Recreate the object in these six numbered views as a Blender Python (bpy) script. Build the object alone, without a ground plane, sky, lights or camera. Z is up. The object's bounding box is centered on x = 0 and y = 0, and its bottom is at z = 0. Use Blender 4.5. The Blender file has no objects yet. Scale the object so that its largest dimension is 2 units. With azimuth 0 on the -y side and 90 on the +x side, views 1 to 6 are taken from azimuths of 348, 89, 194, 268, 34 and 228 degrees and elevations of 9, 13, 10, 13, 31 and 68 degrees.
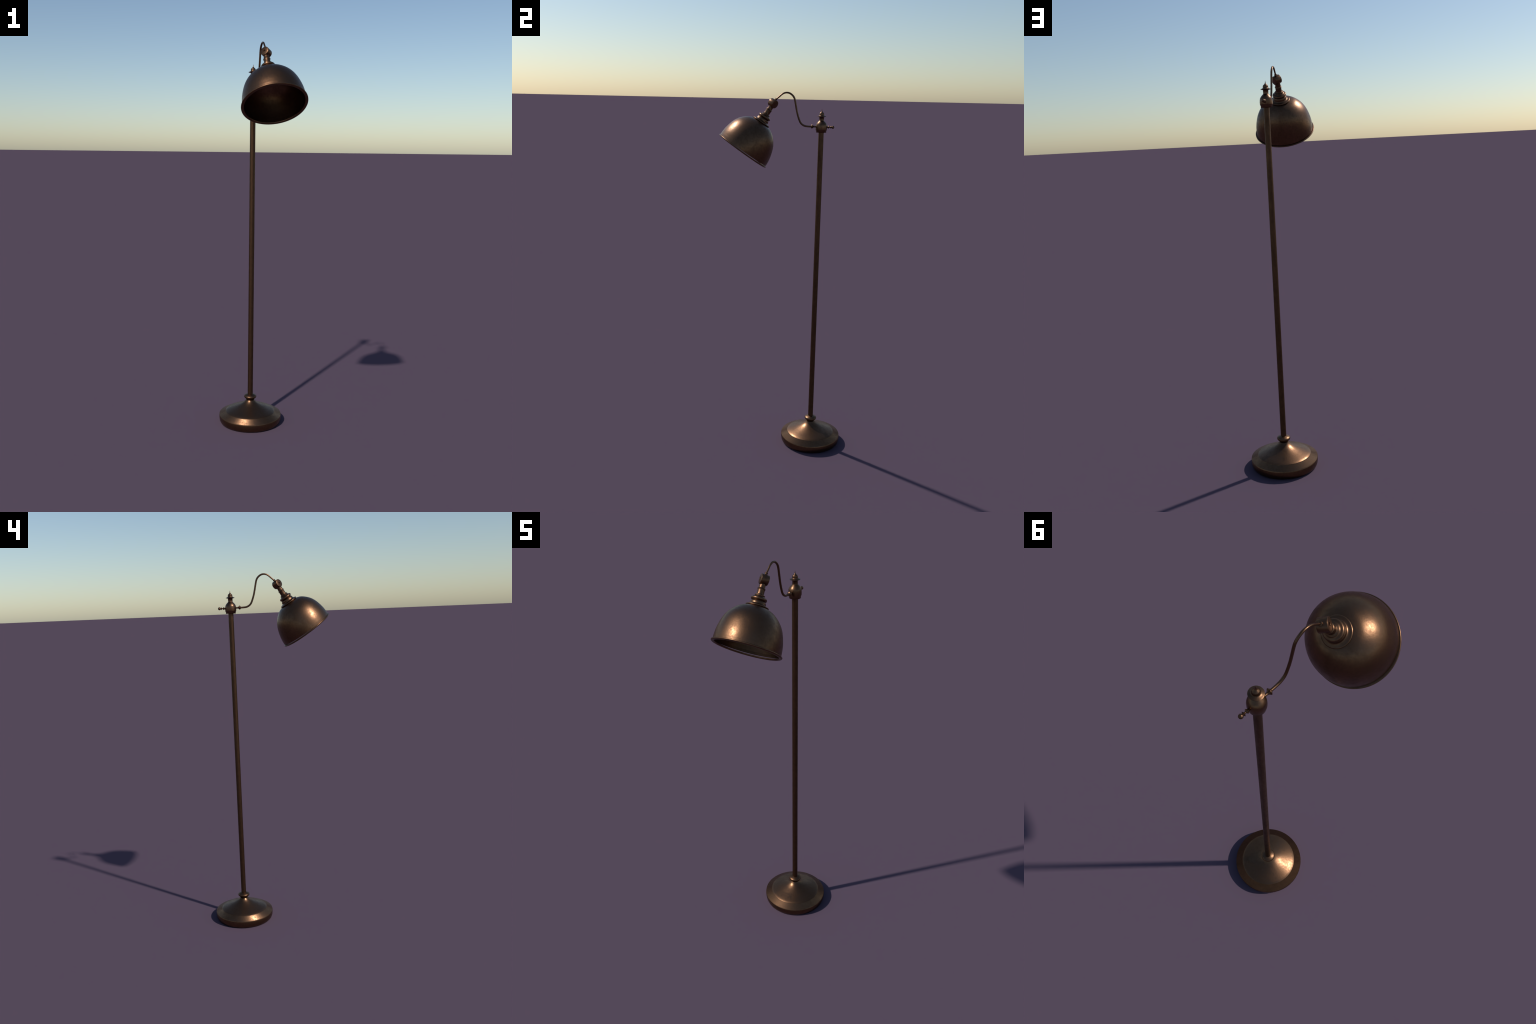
"""Antique bronze reading floor lamp: turned base, slim pole, S-curved arm,
hinged neck and a bell shade.  Every part is a turned profile or a swept tube."""
import bpy, bmesh, math
from mathutils import Vector, Matrix

# ------------------------------------------------------------------ layout
POLE_XY = Vector((-0.0007, 0.185, 0.0))          # pole axis
ARM_YAW = math.radians(1.9)                      # arm swings slightly to +x
ARM_DIR = Vector((math.sin(ARM_YAW), -math.cos(ARM_YAW), 0.0))
RIM = Vector((0.0148, -0.2309, 1.6887))          # centre of the shade mouth
TILT, YAW = math.radians(33.0), math.radians(-3.5)
HEAD_SQUASH = Vector((1.0, 0.972, 1.0))           # the lamp head is a touch narrower front to back
LAMP_AXIS = Vector((math.sin(TILT) * math.sin(YAW),
                    math.sin(TILT) * math.cos(YAW), math.cos(TILT)))
Z = Vector((0, 0, 1))


# ------------------------------------------------------------------ material
def bronze(name, grain=1.0, dark=(0.124, 0.067, 0.038), light=(0.164, 0.089, 0.051),
           rough=(0.29, 0.46), stretch=(1, 1, 1)):
    m = bpy.data.materials.new(name)
    m.use_nodes = True
    nt = m.node_tree
    N, L = nt.nodes, nt.links
    N.clear()
    out = N.new("ShaderNodeOutputMaterial")
    bsdf = N.new("ShaderNodeBsdfPrincipled")
    L.new(bsdf.outputs["BSDF"], out.inputs["Surface"])
    bsdf.inputs["Metallic"].default_value = 1.0
    co = N.new("ShaderNodeTexCoord")
    mp = N.new("ShaderNodeMapping")
    mp.inputs["Scale"].default_value = stretch
    L.new(co.outputs["Object"], mp.inputs["Vector"])

    def noise(scale, detail, rough_=0.55, dist=0.0):
        n = N.new("ShaderNodeTexNoise")
        n.inputs["Scale"].default_value = scale * grain
        n.inputs["Detail"].default_value = detail
        n.inputs["Roughness"].default_value = rough_
        n.inputs["Distortion"].default_value = dist
        L.new(mp.outputs["Vector"], n.inputs["Vector"])
        return n.outputs["Fac"]

    def ramp(fac, p0, c0, p1, c1):
        r = N.new("ShaderNodeValToRGB")
        r.color_ramp.elements[0].position = p0
        r.color_ramp.elements[0].color = (*c0, 1)
        r.color_ramp.elements[1].position = p1
        r.color_ramp.elements[1].color = (*c1, 1)
        L.new(fac, r.inputs["Fac"])
        return r.outputs["Color"]

    patches = noise(20, 5, 0.6, 0.6)
    fine = noise(95, 6, 0.62)
    speck = noise(210, 3, 0.5)
    base = ramp(patches, 0.34, dark, 0.68, light)
    tint = ramp(fine, 0.35, (0.86, 0.85, 0.84), 0.66, (1.10, 1.09, 1.06))
    mul = N.new("ShaderNodeMix")
    mul.data_type = "RGBA"
    mul.blend_type = "MULTIPLY"
    mul.inputs["Factor"].default_value = 1.0
    L.new(base, mul.inputs["A"])
    L.new(tint, mul.inputs["B"])
    L.new(mul.outputs["Result"], bsdf.inputs["Base Color"])

    mixr = N.new("ShaderNodeMath")
    mixr.operation = "MULTIPLY_ADD"
    mixr.inputs[1].default_value = 0.5
    half = N.new("ShaderNodeMath")
    half.operation = "MULTIPLY"
    half.inputs[1].default_value = 0.5
    L.new(fine, half.inputs[0])
    L.new(patches, mixr.inputs[0])
    L.new(half.outputs[0], mixr.inputs[2])
    rr = N.new("ShaderNodeMapRange")
    rr.inputs["From Min"].default_value = 0.36
    rr.inputs["From Max"].default_value = 0.64
    rr.inputs["To Min"].default_value = rough[1]
    rr.inputs["To Max"].default_value = rough[0]
    L.new(mixr.outputs[0], rr.inputs["Value"])
    L.new(rr.outputs["Result"], bsdf.inputs["Roughness"])

    addb = N.new("ShaderNodeMath")
    addb.operation = "MULTIPLY_ADD"
    addb.inputs[1].default_value = 0.4
    L.new(speck, addb.inputs[0])
    L.new(fine, addb.inputs[2])
    bump = N.new("ShaderNodeBump")
    bump.inputs["Strength"].default_value = 0.11
    bump.inputs["Distance"].default_value = 0.002
    L.new(addb.outputs[0], bump.inputs["Height"])
    L.new(bump.outputs["Normal"], bsdf.inputs["Normal"])
    return m


MAT = bronze("aged_bronze")
MAT_POLE = bronze("aged_bronze_drawn", dark=(0.098, 0.053, 0.030), light=(0.132, 0.072, 0.041),
                  rough=(0.38, 0.52), stretch=(1.0, 1.0, 0.35))


# ------------------------------------------------------------------ helpers
def smooth_run(pts, steps=5):
    """Catmull-Rom through control points: a soft stretch of a profile."""
    res = []
    n = len(pts)
    for i in range(n - 1):
        p0, p1, p2, p3 = pts[max(i - 1, 0)], pts[i], pts[i + 1], pts[min(i + 2, n - 1)]
        for k in range(steps):
            t = k / steps
            res.append(tuple(
                0.5 * (2 * b + (c - a) * t + (2 * a - 5 * b + 4 * c - d) * t * t
                       + (3 * b - a - 3 * c + d) * t ** 3)
                for a, b, c, d in zip(p0, p1, p2, p3)))
    res.append(tuple(pts[-1]))
    return res


def arc(cs, cr, ra, rb, a0, a1, steps=10):
    """Elliptic arc in profile space; angle 0 points outward (+r), 90 up the axis."""
    out = []
    for i in range(steps + 1):
        a = math.radians(a0 + (a1 - a0) * i / steps)
        out.append((cs + rb * math.sin(a), cr + ra * math.cos(a)))
    return out


def frame(origin, axis, ref=Vector((1, 0, 0))):
    z = axis.normalized()
    x = (ref - z * ref.dot(z)).normalized()
    y = z.cross(x)
    return Matrix(((x.x, y.x, z.x, origin.x), (x.y, y.y, z.y, origin.y),
                   (x.z, y.z, z.z, origin.z), (0, 0, 0, 1)))


def finish(bm, name, mat, parent, matrix=None, sharp=38, creases=None):
    bmesh.ops.remove_doubles(bm, verts=bm.verts, dist=1e-6)
    bmesh.ops.recalc_face_normals(bm, faces=bm.faces)
    for f in bm.faces:
        f.smooth = True
    lim = math.radians(sharp)
    for e in bm.edges:
        if creases is None:
            e.smooth = not (len(e.link_faces) == 2 and e.calc_face_angle(0.0) > lim)
        else:                                     # creases: (height, radius) rings to keep hard
            a, b = e.verts
            e.smooth = not any(all(abs(v.co.z - s) < 1e-5 and abs(math.hypot(v.co.x, v.co.y) - r) < 1e-5
                                   for v in (a, b)) for s, r in creases)
    me = bpy.data.meshes.new(name)
    bm.to_mesh(me)
    bm.free()
    me.materials.append(mat)
    ob = bpy.data.objects.new(name, me)
    bpy.context.scene.collection.objects.link(ob)
    ob.parent = parent
    ob.matrix_world = matrix if matrix is not None else Matrix.Identity(4)
    return ob


def turned(name, profile, parent, mat=MAT, origin=None, axis=Z, seg=72, closed=False, sharp=38,
           squash=None, creases=None):
    """Lathe a list of (height, radius) pairs; radius 0 closes on the axis."""
    bm = bmesh.new()
    rings = []
    for s, r in profile:
        if r < 1e-6:
            rings.append([bm.verts.new((0, 0, s))])
        else:
            rings.append([bm.verts.new((r * math.cos(2 * math.pi * i / seg),
                                        r * math.sin(2 * math.pi * i / seg), s))
                          for i in range(seg)])
    pairs = list(zip(rings, rings[1:]))
    if closed:
        pairs.append((rings[-1], rings[0]))
    for a, b in pairs:
        for i in range(seg):
            j = (i + 1) % seg
            if len(a) == 1 and len(b) == 1:
                continue
            if len(a) == 1:
                bm.faces.new((a[0], b[j], b[i]))
            elif len(b) == 1:
                bm.faces.new((a[i], a[j], b[0]))
            else:
                bm.faces.new((a[i], a[j], b[j], b[i]))
    o = origin if origin is not None else Vector((0, 0, 0))
    if squash is None:
        return finish(bm, name, mat, parent, frame(o, axis), sharp, creases)
    turn = frame(Vector((0, 0, 0)), axis)
    for v in bm.verts:
        v.co = (turn @ v.co) * squash
    return finish(bm, name, mat, parent, Matrix.Translation(o), sharp)


def swept(name, pts, radii, parent, mat=MAT, seg=20, side=Vector((1, 0, 0))):
    """Round tube along a planar path; `side` is the normal of the path's plane."""
    bm = bmesh.new()
    rings = []
    n = len(pts)
    for i, (p, r) in enumerate(zip(pts, radii)):
        t = (pts[min(i + 1, n - 1)] - pts[max(i - 1, 0)]).normalized()
        u = side.normalized()
        v = t.cross(u).normalized()
        rings.append([bm.verts.new(p + (u * math.cos(2 * math.pi * k / seg)
                                        + v * math.sin(2 * math.pi * k / seg)) * r)
                      for k in range(seg)])
    for a, b in zip(rings, rings[1:]):
        for k in range(seg):
            j = (k + 1) % seg
            bm.faces.new((a[k], a[j], b[j], b[k]))
    bm.faces.new(rings[0])
    bm.faces.new(rings[-1])
    return finish(bm, name, mat, parent)


# ------------------------------------------------------------------ the thing
lamp = bpy.data.objects.new("floor_lamp", None)
lamp["label"] = "antique bronze floor lamp with curved arm and bell shade"
lamp["category"] = "floor lamp"
bpy.context.scene.collection.objects.link(lamp)
lamp.location = POLE_XY
bpy.context.view_layer.update()

# --- base: rounded foot, bevelled flange, concave bell rising to the collar
# The step wall and the flange share soft normals, so the flange rolls from the step into the foot.
base_profile = (
    [(0.0, 0.0), (0.0, 0.1600), (0.0035, 0.1640), (0.0130, 0.1680), (0.0250, 0.1697), (0.0372, 0.1701),
     (0.0456, 0.1687), (0.0600, 0.1354), (0.0620, 0.1352)]
    + smooth_run([(0.0630, 0.1342), (0.0672, 0.1268), (0.0722, 0.1150), (0.0788, 0.0980), (0.0860, 0.0800),
                  (0.0950, 0.0600), (0.1020, 0.0470), (0.1078, 0.0380), (0.1136, 0.0310), (0.1188, 0.0262),
                  (0.1235, 0.0228)], 5)
    + [(0.1235, 0.0)])
turned("base", base_profile, lamp, origin=POLE_XY, seg=48,
       creases=[(0.0, 0.1600), (0.0620, 0.1352), (0.0630, 0.1342), (0.1235, 0.0228)])

# --- mushroom collar seating the pole on the base
turned("pole_collar",
       [(0.1230, 0.0), (0.1230, 0.0205)]
       + smooth_run([(0.1265, 0.0214), (0.1305, 0.0245), (0.1350, 0.0300), (0.1395, 0.0332), (0.1440, 0.0338),
                     (0.1480, 0.0318), (0.1515, 0.0268), (0.1545, 0.0200), (0.1565, 0.0130)], 5)
       + [(0.1565, 0.0)], lamp, origin=POLE_XY)

# --- pole
POLE_R = 0.0142
turned("pole", [(0.150, 0.0), (0.150, POLE_R)] + [(0.150 + 1.645 * i / 12, POLE_R) for i in range(1, 13)]
       + [(1.795, 0.0)], lamp, MAT_POLE, POLE_XY, seg=40)

# --- bulbous socket on the pole top
socket_profile = (
    [(1.7922, 0.0), (1.7922, 0.0272), (1.8008, 0.0272), (1.8030, 0.0288), (1.8050, 0.0298)]
    + smooth_run([(1.8080, 0.0303), (1.8160, 0.0306), (1.8245, 0.0303), (1.8330, 0.0290), (1.8390, 0.0263),
                  (1.8450, 0.0222), (1.8500, 0.0175), (1.8542, 0.0132)], 4)
    + [(1.8550, 0.0)])
socket = turned("arm_socket", socket_profile, lamp, origin=POLE_XY, creases=[(1.8542, 0.0132)])

# --- finial: short neck, brimmed cap and needle tip, all softly rounded into each other
turned("finial",
       [(1.8530, 0.0), (1.8530, 0.0134)]
       + smooth_run([(1.8545, 0.0130), (1.8565, 0.0126), (1.8620, 0.0126)], 3)
       + [(1.8724, 0.0128), (1.8742, 0.0200), (1.8757, 0.0242), (1.8766, 0.0244)]
       + smooth_run([(1.8778, 0.0222), (1.8798, 0.0170), (1.8820, 0.0137), (1.8850, 0.0128), (1.8895, 0.0126),
                     (1.8932, 0.0116), (1.8965, 0.0084), (1.8995, 0.0050), (1.9025, 0.0031), (1.9065, 0.0017),
                     (1.9115, 0.0009), (1.9155, 0.0003)], 5)
       + [(1.9158, 0.0)], lamp, origin=POLE_XY, creases=[(1.8757, 0.0242), (1.8766, 0.0244), (1.8530, 0.0134)])

# --- arm: horizontal out of the socket, up, over the crown, down to the hinge
ARM_Z = 0.0
arm_ctrl = [(0.022, 1.8224), (0.040, 1.8225), (0.058, 1.8226), (0.074, 1.8232), (0.087, 1.8250), (0.0975, 1.8292),
            (0.1070, 1.8361), (0.1136, 1.8448), (0.1188, 1.8560), (0.1243, 1.8710), (0.1291, 1.8863),
            (0.1331, 1.9027), (0.1369, 1.9207), (0.1405, 1.9387), (0.1440, 1.9555), (0.1484, 1.9688),
            (0.1555, 1.9794), (0.1650, 1.9877), (0.1755, 1.9932), (0.1868, 1.9951), (0.1962, 1.9942),
            (0.2060, 1.9907), (0.2159, 1.9840), (0.2276, 1.9736), (0.2397, 1.9633), (0.2470, 1.9572)]
path = [POLE_XY + ARM_DIR * d + Z * (h + ARM_Z) for d, h in smooth_run(arm_ctrl, 5)]
n = len(path)


def arm_radius(i):
    t = i / (n - 1)
    return 0.0044 + 0.0006 * min(1, t / 0.15) if t < 0.62 else 0.0050 - 0.0012 * ((t - 0.62) / 0.38)


swept("arm", path, [arm_radius(i) for i in range(n)], lamp, side=Vector((math.cos(ARM_YAW), math.sin(ARM_YAW), 0)))

# --- turned bead on the arm beside the socket
turned("arm_bead",
       [(-0.0100, 0.0), (-0.0100, 0.0046), (-0.0060, 0.0062), (-0.0022, 0.0098), (-0.0005, 0.0117), (0.0008, 0.0116),
        (0.0030, 0.0088), (0.0055, 0.0060), (0.0062, 0.0050), (0.0062, 0.0)],
       lamp, origin=POLE_XY + ARM_DIR * 0.0500 + Z * 1.8228, axis=ARM_DIR, seg=40, sharp=50)

# --- thumbscrew opposite the arm
turned("thumbscrew",
       [(0.020, 0.0), (0.020, 0.0050), (0.0330, 0.0046), (0.0352, 0.0056), (0.0380, 0.0082), (0.0388, 0.0080),
        (0.0410, 0.0052), (0.0440, 0.0030), (0.0462, 0.0032), (0.0485, 0.0052), (0.0503, 0.0082), (0.0510, 0.0080),
        (0.0522, 0.0052), (0.0532, 0.0042)]
       + [(0.0612 + 0.0082 * math.sin(math.radians(a)), 0.0082 * math.cos(math.radians(a)))
          for a in range(-60, 90, 10)]
       + [(0.0694, 0.0)],
       lamp, origin=POLE_XY + Z * 1.8208, axis=-ARM_DIR, seg=36, sharp=50)

# --- hinge barrel: short cylinder lying across the neck, with a round recess in its face
HINGE = Vector((0.0072, -0.0743, 1.9390))
e1 = (Vector((1, 0, 0)) - LAMP_AXIS * LAMP_AXIS.x).normalized()
e2 = LAMP_AXIS.cross(e1)
BARREL = (-e1 * math.cos(math.radians(47)) - e2 * math.sin(math.radians(47))).normalized()
turned("hinge_barrel",
       [(-0.0175, 0.0), (-0.0175, 0.0205), (-0.0170, 0.0214), (-0.0160, 0.0219), (0.0160, 0.0219),
        (0.0168, 0.0215), (0.0172, 0.0208), (0.0172, 0.0058), (0.0168, 0.0053), (0.0132, 0.0051), (0.0132, 0.0)],
       lamp, origin=HINGE, axis=BARREL, seg=56)

# --- little collar where the arm enters the barrel
arm_tip = (path[-1] - path[-8]).normalized()
collar_at = POLE_XY + ARM_DIR * 0.2428 + Z * 1.9611
turned("arm_collar",
       [(-0.0022, 0.0), (-0.0022, 0.0042), (-0.0014, 0.0068), (-0.0006, 0.0075), (0.0004, 0.0072), (0.0014, 0.0056),
        (0.0030, 0.0052), (0.0075, 0.0054), (0.0110, 0.0070), (0.0110, 0.0)],
       lamp, origin=collar_at, axis=arm_tip, seg=36, sharp=50)

# --- neck: turned stack of rings from the hinge down to the shade flange
neck_profile = (
    [(0.1760, 0.0), (0.1760, 0.0420), (0.1792, 0.0470), (0.1808, 0.0488), (0.1828, 0.0493), (0.1846, 0.0486)]
    + smooth_run([(0.1858, 0.0464), (0.1872, 0.0418), (0.1893, 0.0368), (0.1918, 0.0341)], 4)
    + smooth_run([(0.1950, 0.0338), (0.1990, 0.0332), (0.2030, 0.0312), (0.2060, 0.0286)], 4)
    + arc(0.2140, 0.0265, 0.0076, 0.0076, -70, 68, 12)
    + [(0.2220, 0.0262), (0.2236, 0.0224)]
    + [(0.2266, 0.0206), (0.2292, 0.0217), (0.2308, 0.0216), (0.2320, 0.0196)]
    + smooth_run([(0.2332, 0.0170), (0.2350, 0.0156), (0.2420, 0.0150), (0.2510, 0.0150), (0.2550, 0.0152)], 4)
    + [(0.2566, 0.0162), (0.2580, 0.0170), (0.2596, 0.0165), (0.2606, 0.0150)]
    + smooth_run([(0.2620, 0.0140), (0.2690, 0.0133), (0.2790, 0.0130), (0.2890, 0.0130)], 4)
    + [(0.2890, 0.0)])
neck_profile = [(h, r * 1.025) for h, r in neck_profile]
turned("neck", neck_profile, lamp, origin=RIM, axis=LAMP_AXIS, seg=64, sharp=45, squash=HEAD_SQUASH)

# --- bell shade: thin shell
outer = smooth_run([(0.0052, 0.1490), (0.0120, 0.1489), (0.0220, 0.1485), (0.0450, 0.1462), (0.0710, 0.1407),
                    (0.1010, 0.1310), (0.1260, 0.1180), (0.1465, 0.1010), (0.1655, 0.0785), (0.1758, 0.0570),
                    (0.1805, 0.0360), (0.1818, 0.0)], 6)
WALL = 0.0026
inner = []
for i, (s, r) in enumerate(outer):
    a, b = outer[max(i - 1, 0)], outer[min(i + 1, len(outer) - 1)]
    ds, dr = b[0] - a[0], b[1] - a[1]
    l = math.hypot(ds, dr)
    inner.append((s + dr / l * WALL, max(r - ds / l * WALL, 0.0)) if i < len(outer) - 1 else (s - WALL, 0.0))
inner[0] = (0.0052, outer[0][1] - WALL)
turned("shade", list(reversed(inner)) + outer, lamp, origin=RIM, axis=LAMP_AXIS, seg=128, sharp=50, squash=HEAD_SQUASH)

# --- separate rim ring: pressed against the shade's edge at the front, open by a slit at the back
RING_AXIS = Vector((LAMP_AXIS.x, math.sin(TILT + math.radians(0.8)), math.cos(TILT + math.radians(0.8)))).normalized()
ring_section = [(0.0030, 0.1390), (0.0032, 0.1505), (0.0026, 0.1522), (0.0010, 0.1530), (-0.0012, 0.1528),
                (-0.0033, 0.1512), (-0.0046, 0.1486), (-0.0050, 0.1455), (-0.0045, 0.1424), (-0.0028, 0.1400),
                (0.0000, 0.1388)]
turned("rim_ring", ring_section, lamp, origin=RIM + LAMP_AXIS * 0.0008, axis=RING_AXIS, seg=128, closed=True,
       sharp=60, squash=HEAD_SQUASH + Vector((0.022, 0, 0)))
